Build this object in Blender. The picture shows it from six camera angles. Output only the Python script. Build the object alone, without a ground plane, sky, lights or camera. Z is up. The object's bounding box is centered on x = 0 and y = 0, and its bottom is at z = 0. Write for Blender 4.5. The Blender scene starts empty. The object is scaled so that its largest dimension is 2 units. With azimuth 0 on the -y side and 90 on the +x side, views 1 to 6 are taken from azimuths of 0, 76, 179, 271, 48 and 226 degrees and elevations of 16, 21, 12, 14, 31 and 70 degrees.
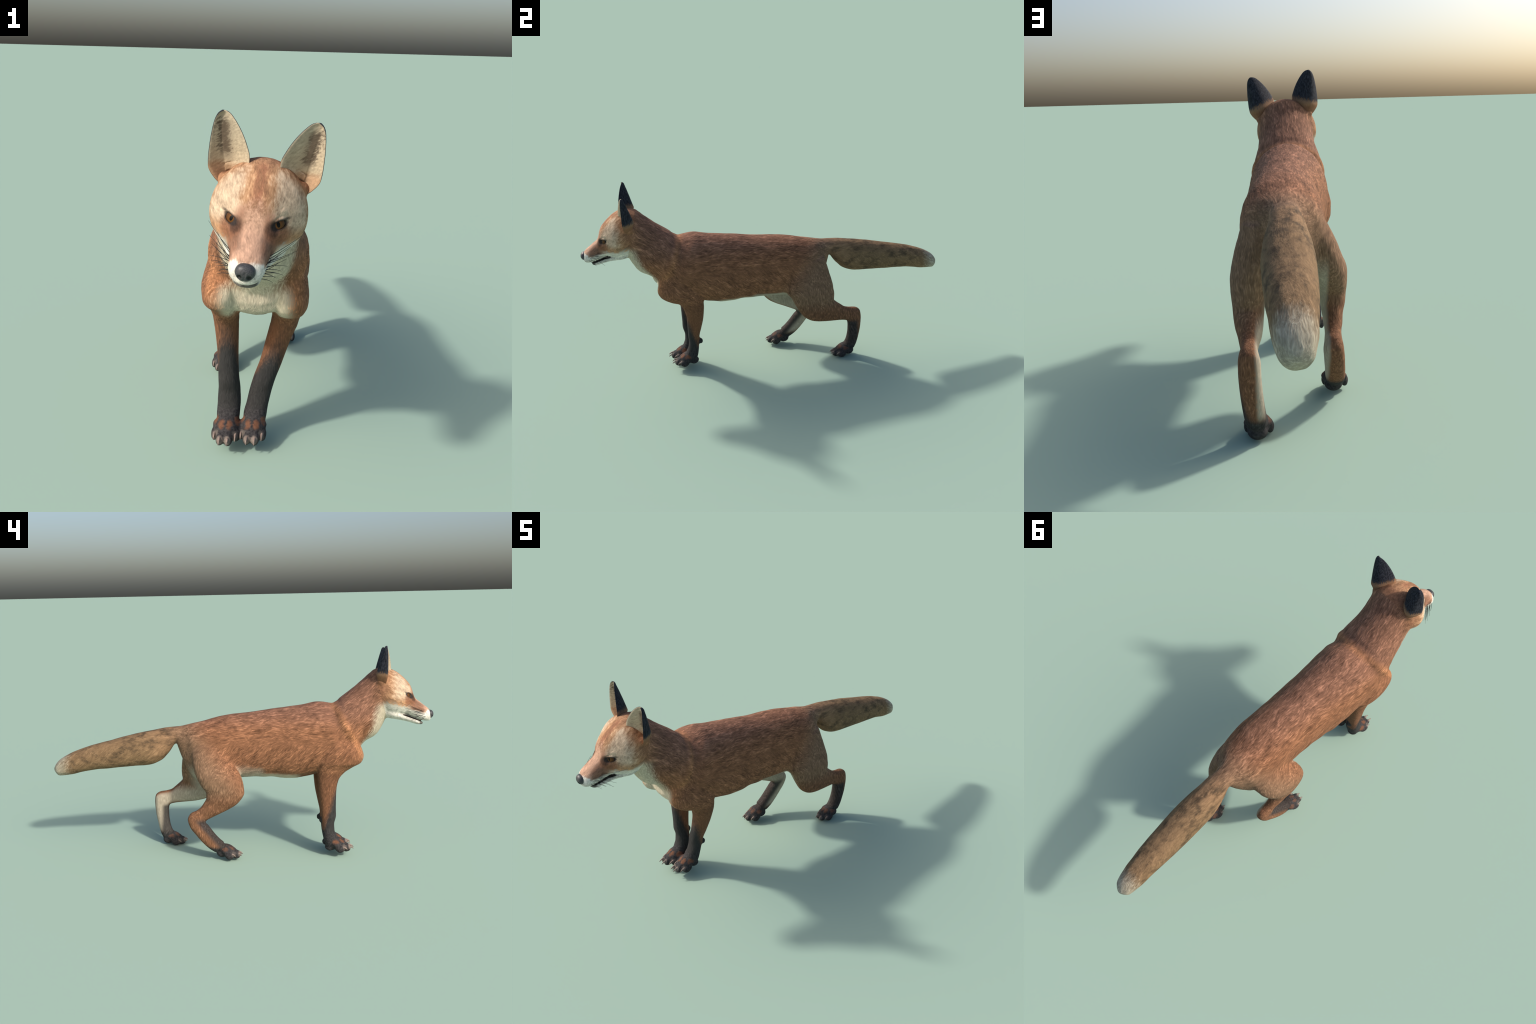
"""Red fox standing in mid-step, head turned and tilted a little to its right.
Every mesh is built in world metres with an identity transform, so that Object
coordinates are the same for all parts and the coat runs on across the seams."""
import bpy, bmesh, math, random
import numpy as np
from mathutils import Vector
from mathutils.kdtree import KDTree
from mathutils.bvhtree import BVHTree

rng = np.random.default_rng(7)
random.seed(7)
V = lambda *a: np.array(a, float)
unit = lambda v: np.asarray(v, float) / np.linalg.norm(v)

# ------------------------------------------------------------------ head frame
HL = unit(V(0.9905, -0.0946, -0.0992))             # to the fox's left
HF = unit(V(0, -1, 0) + HL * HL[1])                # forward (muzzle)
HU = np.cross(HF, HL); HU = HU if HU[2] > 0 else -HU
HO = V(-0.0242, -0.7596, 0.8504)                   # middle of the skull
def head(a, f, u):
    return HO + a * HL + f * HF + u * HU

# ------------------------------------------------------------------ lofting
def hermite(stations, steps):
    """Smooth rows of numbers through the stations, without overshoot."""
    P = np.array(stations, float)
    h = np.linalg.norm(np.diff(P[:, :4], axis=0), axis=1) + 1e-4
    d = np.diff(P, axis=0) / h[:, None]
    m = np.zeros_like(P)
    m[0], m[-1] = d[0], d[-1]
    for i in range(1, len(P) - 1):
        w1, w2 = 2 * h[i] + h[i - 1], h[i] + 2 * h[i - 1]
        same = d[i - 1] * d[i] > 0
        with np.errstate(divide='ignore', invalid='ignore'):
            hm = (w1 + w2) / (w1 / d[i - 1] + w2 / d[i])
        m[i] = np.where(same, hm, 0)
    out = []
    for i in range(len(P) - 1):
        for t in np.linspace(0, 1, steps, endpoint=False):
            t2, t3 = t * t, t * t * t
            out.append((2*t3-3*t2+1)*P[i] + (t3-2*t2+t)*h[i]*m[i] + (3*t2-2*t3)*P[i+1] + (t3-t2)*h[i]*m[i+1])
    out.append(P[-1])
    return np.array(out)

def loft(stations, place, sides=40, steps=8):
    """stations: (p0, q0, p1, q1, mid, half width, widest, exponent up, exponent down).
    (p0,q0) is one contour point of the section in the sagittal plane, (p1,q1) the
    opposite one; `widest` in -1..1 says where between them the section is widest."""
    rows = hermite(stations, steps)
    verts, faces = [], []
    for r in rows:
        p0, q0, p1, q1, mid, hw, wd, eu, ed = r
        for k in range(sides):
            th = 2 * math.pi * k / sides
            c, s = math.cos(th), math.sin(th)
            e = eu if s > 0 else ed
            lx = math.copysign(abs(c) ** (2 / e), c)
            v = wd + (1 - wd) * abs(s) ** (2 / e) if s >= 0 else wd - (1 + wd) * abs(s) ** (2 / e)
            t = (1 + v) / 2
            verts.append(place(mid + hw * lx, p1 + (p0 - p1) * t, q1 + (q0 - q1) * t))
    n = len(rows)
    for i in range(n - 1):
        for k in range(sides):
            a, b = i * sides + k, i * sides + (k + 1) % sides
            faces.append((a, b, b + sides, a + sides))
    for i in (0, n - 1):
        verts.append(np.mean(verts[i * sides:(i + 1) * sides], axis=0))
        c = len(verts) - 1
        for k in range(sides):
            a, b = i * sides + k, i * sides + (k + 1) % sides
            faces.append((c, b, a) if i == 0 else (c, a, b))
    return np.array(verts), faces

def fill(rows, w=0.0, eu=2.0, ed=2.0):
    """Give short stations the default section shape."""
    return [tuple(r) + (w, eu, ed)[len(r) - 6:] for r in rows]

world = lambda x, y, z: V(x, y, z)

def ellipsoid(c, axes, n=20):
    axes = np.array(axes, float)
    verts, faces = [], []
    for i in range(n + 1):
        p = math.pi * i / n
        for k in range(2 * n):
            t = math.pi * k / n
            verts.append(np.asarray(c) + math.sin(p) * math.cos(t) * axes[0] + math.sin(p) * math.sin(t) * axes[1] + math.cos(p) * axes[2])
    for i in range(n):
        for k in range(2 * n):
            a, b = i * 2 * n + k, i * 2 * n + (k + 1) % (2 * n)
            faces.append((a, b, b + 2 * n, a + 2 * n))
    return np.array(verts), faces

primitives = []                                     # (region, verts, faces)
def add(region, vf):
    primitives.append((region, *vf))

# ------------------------------------------------------------------ trunk
# (y top, z top, y bottom, z bottom, x, half width, widest, exp up, exp down)
add('torso', loft(fill([
    (-0.620, 0.620, -0.620, 0.530, -0.026, 0.064),
    (-0.602, 0.680, -0.602, 0.498, -0.026, 0.112),
    (-0.545, 0.755, -0.545, 0.470, -0.024, 0.140, -0.12, 2.0, 1.8),
    (-0.480, 0.799, -0.480, 0.447, -0.020, 0.154, -0.15, 2.0, 1.8),
    (-0.410, 0.809, -0.410, 0.433, -0.015, 0.154, -0.15, 2.0, 2.1),
    (-0.330, 0.794, -0.330, 0.415, -0.010, 0.151, -0.12, 2.0, 2.3),
    (-0.250, 0.783, -0.250, 0.407, -0.004, 0.147, -0.10, 1.95, 2.4),
    (-0.180, 0.774, -0.180, 0.414, 0.003, 0.142, -0.06, 1.95, 2.4),
    (-0.070, 0.757, -0.070, 0.414, 0.012, 0.136, -0.04, 2.0, 2.5),
    (0.030, 0.746, 0.030, 0.408, 0.018, 0.135, 0.0, 2.1, 2.5),
    (0.100, 0.735, 0.100, 0.402, 0.021, 0.137, 0.05, 2.1, 2.4),
    (0.180, 0.714, 0.180, 0.392, 0.021, 0.130, 0.15, 2.1, 2.4),
    (0.240, 0.701, 0.236, 0.404, 0.019, 0.112, 0.2, 2.1, 2.4),
    (0.276, 0.694, 0.268, 0.435, 0.018, 0.084, 0.2, 2.0, 2.4),
    (0.308, 0.688, 0.298, 0.495, 0.016, 0.062, 0.15),
    (0.335, 0.684, 0.325, 0.575, 0.016, 0.045, 0.1),
], 0.0, 2.0, 2.2), world, 56))
# back of the neck, then throat
add('neck', loft(fill([
    (-0.450, 0.760, -0.590, 0.520, -0.020, 0.140),
    (-0.498, 0.804, -0.612, 0.548, -0.022, 0.147),
    (-0.548, 0.845, -0.654, 0.600, -0.022, 0.133),
    (-0.600, 0.885, -0.710, 0.635, -0.022, 0.121),
    (-0.650, 0.928, -0.742, 0.685, -0.022, 0.116),
    (-0.690, 0.960, -0.764, 0.735, -0.022, 0.115),
    (-0.720, 0.965, -0.785, 0.780, -0.022, 0.104),
], -0.05, 2.1, 2.0), world, 48))
for x_, rx in ((-0.108, 0.062), (0.066, 0.060)):         # shoulder blades
    add('torso', ellipsoid(V(x_, -0.515, 0.610), [V(rx, 0, 0), V(0, 0.062, -0.075), V(0, 0.065, 0.10)]))
add('tail', loft(fill([
    (0.270, 0.690, 0.285, 0.600, 0.014, 0.050),
    (0.326, 0.686, 0.333, 0.597, 0.016, 0.046),
    (0.385, 0.681, 0.379, 0.545, 0.016, 0.056),
    (0.436, 0.672, 0.422, 0.505, 0.016, 0.063),
    (0.500, 0.660, 0.486, 0.482, 0.017, 0.070),
    (0.573, 0.645, 0.575, 0.476, 0.018, 0.072),
    (0.703, 0.612, 0.700, 0.466, 0.018, 0.068),
    (0.790, 0.591, 0.785, 0.459, 0.018, 0.063),
    (0.855, 0.570, 0.850, 0.448, 0.018, 0.057),
    (0.905, 0.550, 0.900, 0.436, 0.018, 0.053),
    (0.940, 0.532, 0.940, 0.431, 0.018, 0.047),
    (0.972, 0.509, 0.970, 0.430, 0.018, 0.039),
    (0.990, 0.488, 0.986, 0.440, 0.018, 0.024),
    (0.999, 0.472, 0.997, 0.455, 0.018, 0.008),
], 0.0, 2.2, 2.2), world, 40))

# ------------------------------------------------------------------ legs
# (front contour y z, rear contour y z, x, half width)
LEGS = {
 'forelimb_right': [
    (-0.595, 0.640, -0.470, 0.690, -0.104, 0.045), (-0.628, 0.582, -0.440, 0.620, -0.122, 0.060),
    (-0.637, 0.545, -0.422, 0.565, -0.131, 0.061), (-0.626, 0.514, -0.408, 0.517, -0.131, 0.058),
    (-0.582, 0.487, -0.402, 0.485, -0.124, 0.050), (-0.538, 0.455, -0.402, 0.455, -0.120, 0.044),
    (-0.509, 0.412, -0.405, 0.415, -0.117, 0.040), (-0.500, 0.351, -0.410, 0.345, -0.113, 0.036),
    (-0.499, 0.271, -0.419, 0.270, -0.109, 0.033), (-0.500, 0.222, -0.423, 0.225, -0.107, 0.034),
    (-0.491, 0.176, -0.425, 0.180, -0.104, 0.036), (-0.493, 0.140, -0.429, 0.130, -0.104, 0.038),
    (-0.503, 0.112, -0.437, 0.085, -0.106, 0.038), (-0.515, 0.085, -0.453, 0.048, -0.107, 0.035)],
 'forelimb_left': [
    (-0.595, 0.640, -0.470, 0.690, 0.052, 0.045), (-0.622, 0.575, -0.440, 0.620, 0.066, 0.060),
    (-0.632, 0.535, -0.422, 0.565, 0.074, 0.060), (-0.620, 0.504, -0.406, 0.515, 0.078, 0.056),
    (-0.580, 0.474, -0.396, 0.485, 0.079, 0.050), (-0.530, 0.452, -0.393, 0.455, 0.075, 0.045),
    (-0.503, 0.409, -0.393, 0.415, 0.067, 0.043), (-0.490, 0.351, -0.398, 0.345, 0.049, 0.039),
    (-0.487, 0.271, -0.412, 0.270, 0.027, 0.036), (-0.486, 0.222, -0.422, 0.222, 0.010, 0.036),
    (-0.483, 0.176, -0.426, 0.176, -0.002, 0.036), (-0.488, 0.135, -0.430, 0.130, -0.011, 0.036),
    (-0.497, 0.112, -0.437, 0.085, -0.018, 0.038), (-0.510, 0.085, -0.452, 0.048, -0.021, 0.035)],
 'hindlimb_right': [
    (0.068, 0.610, 0.228, 0.640, -0.045, 0.054), (0.034, 0.520, 0.246, 0.545, -0.078, 0.070),
    (-0.004, 0.451, 0.232, 0.465, -0.108, 0.070), (-0.020, 0.400, 0.201, 0.400, -0.128, 0.057),
    (-0.024, 0.360, 0.174, 0.362, -0.136, 0.047), (0.010, 0.305, 0.174, 0.335, -0.137, 0.041),
    (0.051, 0.276, 0.189, 0.305, -0.134, 0.034), (0.100, 0.251, 0.208, 0.280, -0.133, 0.030),
    (0.144, 0.229, 0.232, 0.262, -0.130, 0.026), (0.176, 0.211, 0.258, 0.250, -0.128, 0.028),
    (0.184, 0.199, 0.276, 0.217, -0.128, 0.032), (0.168, 0.181, 0.264, 0.174, -0.131, 0.033),
    (0.150, 0.157, 0.236, 0.136, -0.134, 0.033), (0.133, 0.135, 0.209, 0.102, -0.137, 0.033),
    (0.108, 0.108, 0.171, 0.064, -0.140, 0.033), (0.088, 0.092, 0.136, 0.040, -0.142, 0.032)],
 'hindlimb_left': [
    (0.070, 0.600, 0.290, 0.615, 0.080, 0.066), (0.045, 0.510, 0.312, 0.520, 0.102, 0.074),
    (0.056, 0.450, 0.325, 0.456, 0.118, 0.071), (0.083, 0.410, 0.329, 0.405, 0.129, 0.061),
    (0.109, 0.355, 0.326, 0.372, 0.134, 0.052), (0.151, 0.289, 0.340, 0.353, 0.135, 0.047),
    (0.200, 0.257, 0.355, 0.340, 0.134, 0.043), (0.270, 0.243, 0.371, 0.327, 0.132, 0.036),
    (0.330, 0.238, 0.393, 0.311, 0.133, 0.029), (0.375, 0.233, 0.420, 0.304, 0.133, 0.025),
    (0.402, 0.225, 0.455, 0.298, 0.133, 0.029), (0.409, 0.210, 0.480, 0.279, 0.132, 0.033),
    (0.411, 0.190, 0.486, 0.240, 0.132, 0.033), (0.411, 0.160, 0.483, 0.185, 0.130, 0.033),
    (0.407, 0.120, 0.474, 0.128, 0.126, 0.033), (0.398, 0.086, 0.463, 0.077, 0.121, 0.033),
    (0.385, 0.066, 0.449, 0.040, 0.117, 0.032)],
}
for name, rows in LEGS.items():
    add(name, loft(fill(rows, 0.0, 2.3, 2.3), world, 32, 7))

# paws: frame on the ground under the ankle; heading turned a little towards -x
PAWS = {                        # origin, heading angle (towards -x), size
 'forelimb_right': (V(-0.108, -0.488, 0.027), 7.0, 1.0),
 'forelimb_left': (V(-0.024, -0.480, 0.026), 6.0, 0.99),
 'hindlimb_right': (V(-0.140, 0.088, 0.009), 11.0, 0.97),
 'hindlimb_left': (V(0.1145, 0.406, 0.000), 4.0, 0.96),
}
def paw_frame(name):
    o, ang, k = PAWS[name]
    a = math.radians(ang)
    return o, V(math.cos(a), -math.sin(a), 0), V(-math.sin(a), -math.cos(a), 0), k
TOES = [(-0.033, 0.034), (-0.0125, 0.064), (0.0125, 0.064), (0.033, 0.034)]   # lateral, forward
for name in PAWS:
    o, l, f, k = paw_frame(name)
    up = V(0, 0, 1)
    at = lambda a, b, c: o + k * (a * l + b * f + c * up)
    region = name + '_paw'
    add(region, ellipsoid(at(0, 0.018, 0.040), [l*.041*k, unit(f - .45*up)*.052*k, unit(up + .45*f)*.033*k]))
    add(region, ellipsoid(at(0, 0.048, 0.030), [l*.026*k, unit(f - .5*up)*.030*k, unit(up + .5*f)*.022*k]))
    if name.startswith('fore'):
        add(region, ellipsoid(at(0, -0.018, 0.022), [l*.030*k, f*.028*k, up*.021*k]))
    else:
        add(region, ellipsoid(at(0, -0.012, 0.028), [l*.032*k, f*.032*k, up*.026*k]))
    for a, b in TOES:
        mid = abs(a) < .02
        r = .0148 if mid else .0135
        fw, dn = unit(f - .30 * up), unit(up + .30 * f)
        add(region, ellipsoid(at(a * 1.03, b, .022), [l*r*k, fw*.027*k, dn*.0195*k], 14))
        add(region, ellipsoid(at(a, b - .020, .043), [l*.0125*k, fw*.020*k, dn*.0135*k], 14))
        add(region, ellipsoid(at(a * 1.05, b + .002, .012), [l*.011*k, f*.018*k, up*.0115*k], 12))
for name, c in (('forelimb_right', V(-0.100, -0.425, 0.196)), ('forelimb_left', V(0.012, -0.420, 0.178))):
    add(name, ellipsoid(c, [V(.014, 0, 0), V(0, .013, 0), V(0, 0, .018)], 12))

# ------------------------------------------------------------------ head
# (f top, u top, f bottom, u bottom, 0, half width, widest, exp up, exp down)
def vertical(rows):
    """(f, top, bottom, half width, height of the widest place, exp up, exp down)"""
    out = []
    for f, t, b, hw, uw, eu, ed in rows:
        out.append((f, t, f, b, 0.0, hw, 2 * (uw - b) / (t - b) - 1, eu, ed))
    return out
add('head', loft(vertical([
    (-0.095, 0.085, -0.060, 0.075, 0.010, 2.0, 2.0),
    (-0.060, 0.120, -0.090, 0.108, 0.010, 2.0, 2.0),
    (-0.020, 0.127, -0.112, 0.120, 0.000, 2.0, 2.0),
    (0.020, 0.121, -0.122, 0.128, -0.012, 2.0, 2.0),
    (0.050, 0.107, -0.120, 0.120, -0.020, 2.0, 2.0),
    (0.076, 0.087, -0.116, 0.102, -0.028, 2.0, 2.1),
    (0.100, 0.064, -0.113, 0.078, -0.036, 2.1, 2.2),
    (0.118, 0.042, -0.120, 0.064, -0.048, 2.2, 2.4),
    (0.130, 0.016, -0.124, 0.057, -0.060, 2.2, 2.6),
    (0.138, -0.010, -0.127, 0.053, -0.072, 2.1, 2.7),
    (0.148, -0.030, -0.131, 0.050, -0.080, 2.1, 2.8),
    (0.168, -0.046, -0.138, 0.0475, -0.092, 2.2, 2.8),
    (0.190, -0.064, -0.144, 0.045, -0.106, 2.2, 2.6),
    (0.206, -0.076, -0.146, 0.040, -0.114, 2.2, 2.4),
    (0.218, -0.088, -0.145, 0.030, -0.118, 2.1, 2.2),
    (0.225, -0.098, -0.138, 0.018, -0.118, 2.0, 2.0),
]), head, 56))
add('lower_jaw', loft(vertical([
    (-0.030, -0.060, -0.121, 0.080, -0.080, 2.0, 2.2),
    (0.020, -0.080, -0.131, 0.086, -0.095, 2.0, 2.3),
    (0.055, -0.092, -0.137, 0.072, -0.105, 2.0, 2.3),
    (0.085, -0.105, -0.143, 0.054, -0.120, 2.5, 2.3),
    (0.110, -0.1200, -0.149, 0.044, -0.132, 3.0, 2.2),
    (0.140, -0.1315, -0.158, 0.038, -0.144, 3.0, 2.2),
    (0.165, -0.1412, -0.164, 0.033, -0.152, 3.0, 2.2),
    (0.178, -0.1480, -0.164, 0.024, -0.155, 2.6, 2.2),
    (0.187, -0.1530, -0.160, 0.010, -0.157, 2.0, 2.0),
]), head, 40))
for s in (-1, 1):                                   # roots of the ears, brows, cheeks
    add('head', ellipsoid(head(s * 0.082, -0.022, 0.046), [unit(HL * s + HU * .6) * .042, HF * .040, unit(HU - HL * s * .6) * .028]))
    add('head', ellipsoid(head(s * 0.050, 0.098, 0.014), [unit(HL * s - HF * .6 + HU * .25) * .030, unit(HF + HL * s * .6) * .014, HU * .012]))

# ------------------------------------------------------------------ fuse into one skin
vs, fs, base = [], [], 0
for _, v, f in primitives:
    vs.append(v); fs += [tuple(i + base for i in q) for q in f]; base += len(v)
me = bpy.data.meshes.new('skin'); me.from_pydata(np.vstack(vs).tolist(), [], fs)
bm = bmesh.new(); bm.from_mesh(me); bmesh.ops.recalc_face_normals(bm, faces=bm.faces); bm.to_mesh(me); bm.free()
tmp = bpy.data.objects.new('skin', me); bpy.context.scene.collection.objects.link(tmp)
rm = tmp.modifiers.new('fuse', 'REMESH'); rm.mode = 'VOXEL'; rm.voxel_size = 0.0032; rm.adaptivity = 0
bpy.context.view_layer.update()
skin = bpy.data.meshes.new_from_object(tmp.evaluated_get(bpy.context.evaluated_depsgraph_get()))
bpy.data.objects.remove(tmp); bpy.data.meshes.remove(me)

n = len(skin.vertices)
co = np.empty(n * 3); skin.vertices.foreach_get('co', co); co = co.reshape(-1, 3)
ed = np.empty(len(skin.edges) * 2, np.int64); skin.edges.foreach_get('vertices', ed); ed = ed.reshape(-1, 2)
deg = np.bincount(ed.ravel(), minlength=n).astype(float)[:, None]
def average(q):
    s = np.zeros_like(q)
    for k in range(q.shape[1]):
        s[:, k] = np.bincount(ed[:, 0], q[ed[:, 1], k], n) + np.bincount(ed[:, 1], q[ed[:, 0], k], n)
    return s / deg
def normals():
    for k in range(1):
        skin.vertices.foreach_set('co', co.ravel())
    skin.update()
    nn = np.empty(n * 3); skin.vertex_normals.foreach_get('vector', nn)
    return nn.reshape(-1, 3)
for lam in (0.6, -0.62) * 6:                        # Taubin: drop the voxel steps, keep the volume
    co += lam * (average(co) - co)
# fillet the creases where limbs and neck grow out of the trunk
nrm = normals()
soft = co.copy()
for _ in range(10):
    soft += 0.6 * (average(soft) - soft)
concave = np.clip(((soft - co) * nrm).sum(1) / 0.0012, 0, 1)[:, None]
hl = (co - HO) @ np.array([HL, HF, HU]).T           # head coordinates
keep_head = np.clip((hl[:, 1] - 0.045) / 0.03, 0, 1) * np.clip((0.45 - np.abs(hl[:, 0])) / .1, 0, 1) * (co[:, 1] < -0.6)
paw_low = np.clip((0.12 - co[:, 2]) / 0.03, 0, 1)
for _ in range(14):
    concave = np.maximum(concave, average(concave))
for _ in range(14):
    concave = average(concave)
w = concave * (1 - keep_head[:, None]) * (1 - 0.72 * paw_low[:, None])
for _ in range(60):
    co += 0.55 * w * (average(co) - co)
for lam in (0.55, -0.57) * 4:
    co += lam * (average(co) - co)

# relief: collar fold at the base of the neck, shoulder-blade ridge, tufted coat
from mathutils import noise as mnoise
nrm = normals()
neckd = (co[:, 1] + 0.500) * -0.87 + (co[:, 2] - 0.805) * 0.49
trunk = (co[:, 2] > 0.40) & (hl[:, 1] < -0.02)
fold = np.exp(-((neckd + 0.014) / 0.014) ** 2) - 0.8 * np.exp(-((neckd - 0.016) / 0.012) ** 2)
bump = 0.0024 * fold * np.clip((co[:, 2] - 0.56) / 0.08, 0, 1) * (co[:, 1] < -0.3)
blade = np.exp(-(((co[:, 1] + 0.455) + (co[:, 2] - 0.70) * -0.35) / 0.022) ** 2) * np.clip((co[:, 2] - 0.58) / 0.05, 0, 1) * np.clip((0.79 - co[:, 2]) / 0.03, 0, 1)
bump += 0.004 * blade
rib = np.sin((co[:, 1] + co[:, 2] * 0.35) * 2 * math.pi / 0.085) * np.clip((-0.02 - co[:, 1]) / 0.05, 0, 1) * np.clip((co[:, 1] + 0.40) / 0.05, 0, 1) * np.clip((0.70 - co[:, 2]) / 0.08, 0, 1)
bump += 0.0010 * rib * (co[:, 2] > 0.40)
tuft = np.array([mnoise.noise(Vector((p[0] * 60, p[1] * 18 + p[2] * 6, p[2] * 45))) for p in co])
bump += 0.0011 * tuft * trunk
co += nrm * bump[:, None]

# eye sockets: a shallow hollow where each eye lies
EYES = {}
for s in (-1, 1):
    out = unit(s * 0.54 * HL + 0.83 * HF + 0.14 * HU)
    c = head(s * 0.0600, 0.1100, -0.0130)
    slit = s * HL * 0.80 - HF * 0.62 + HU * 0.36    # inner corner to outer corner
    slit = unit(slit - out * (slit @ out))
    lift = np.cross(out, slit); lift = lift if lift @ HU > 0 else -lift
    EYES[s] = (c, out, slit, lift)
    d = co - c
    a, b = d @ slit / 0.034, d @ lift / 0.020
    m = np.clip(1.15 - np.sqrt(a * a + b * b), 0, 1)
    m = m * m * (3 - 2 * m)
    near = np.linalg.norm(d, axis=1) < 0.05
    co -= (0.008 * m * near)[:, None] * out
nrm = normals()
hl = (co - HO) @ np.array([HL, HF, HU]).T

# ------------------------------------------------------------------ regions of the skin
pts = np.vstack([v for _, v, _ in primitives])
names = []
for k, (r, v, _) in enumerate(primitives):
    names += [r] * len(v)
tree = KDTree(len(pts))
for i, p in enumerate(pts):
    tree.insert(p, i)
tree.balance()
nf = len(skin.polygons)
loops = np.empty(len(skin.loops), np.int32); skin.loops.foreach_get('vertex_index', loops)
start = np.empty(nf, np.int32); skin.polygons.foreach_get('loop_start', start)
total = np.empty(nf, np.int32); skin.polygons.foreach_get('loop_total', total)
assert (total == 4).all()
quads = loops.reshape(-1, 4)
cen = co[quads].mean(1)
hc = hl[quads].mean(1)
label = np.full(nf, 'torso', dtype='<U24')
x, y, z = cen.T
head_side = (hc[:, 1] > -0.06 + (0.10 - hc[:, 2]) * 0.27) & (y < -0.68) & (hc[:, 2] > -0.2)
neck_side = (~head_side) & (((y + 0.500) * -0.87 + (z - 0.805) * 0.49) > 0) & (z > 0.52)
label[neck_side] = 'neck'
label[head_side] = 'head'
label[head_side & (hc[:, 2] < -0.113 - (hc[:, 1] - 0.086) * 0.40 - 0.25 * np.clip(0.086 - hc[:, 1], 0, 1)) & (hc[:, 1] > 0.0)] = 'lower_jaw'
label[y > 0.335] = np.where(z[y > 0.335] > 0.43, 'tail', label[y > 0.335])
low = np.where((z < 0.62) & (label == 'torso'))[0]
for i in low:
    _, j, _ = tree.find(cen[i])
    r = names[j]
    if 'limb' in r:
        if r.startswith('forelimb') and z[i] > 0.50:
            continue
        label[i] = r
for name in PAWS:                                    # clean ankle line
    o, l, f, k = paw_frame(name)
    mine = (label == name) | (label == name + '_paw')
    rel = cen - o
    inside = (rel[:, 2] + 0.35 * (rel @ f)) < 0.100 * k if name.startswith('fore') else (rel[:, 2] - 0.35 * (rel @ f)) < 0.062 * k
    if name.startswith('hind'):
        inside &= (rel @ f) > -0.045
    label[mine] = np.where(inside[mine], name + '_paw', name)

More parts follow.
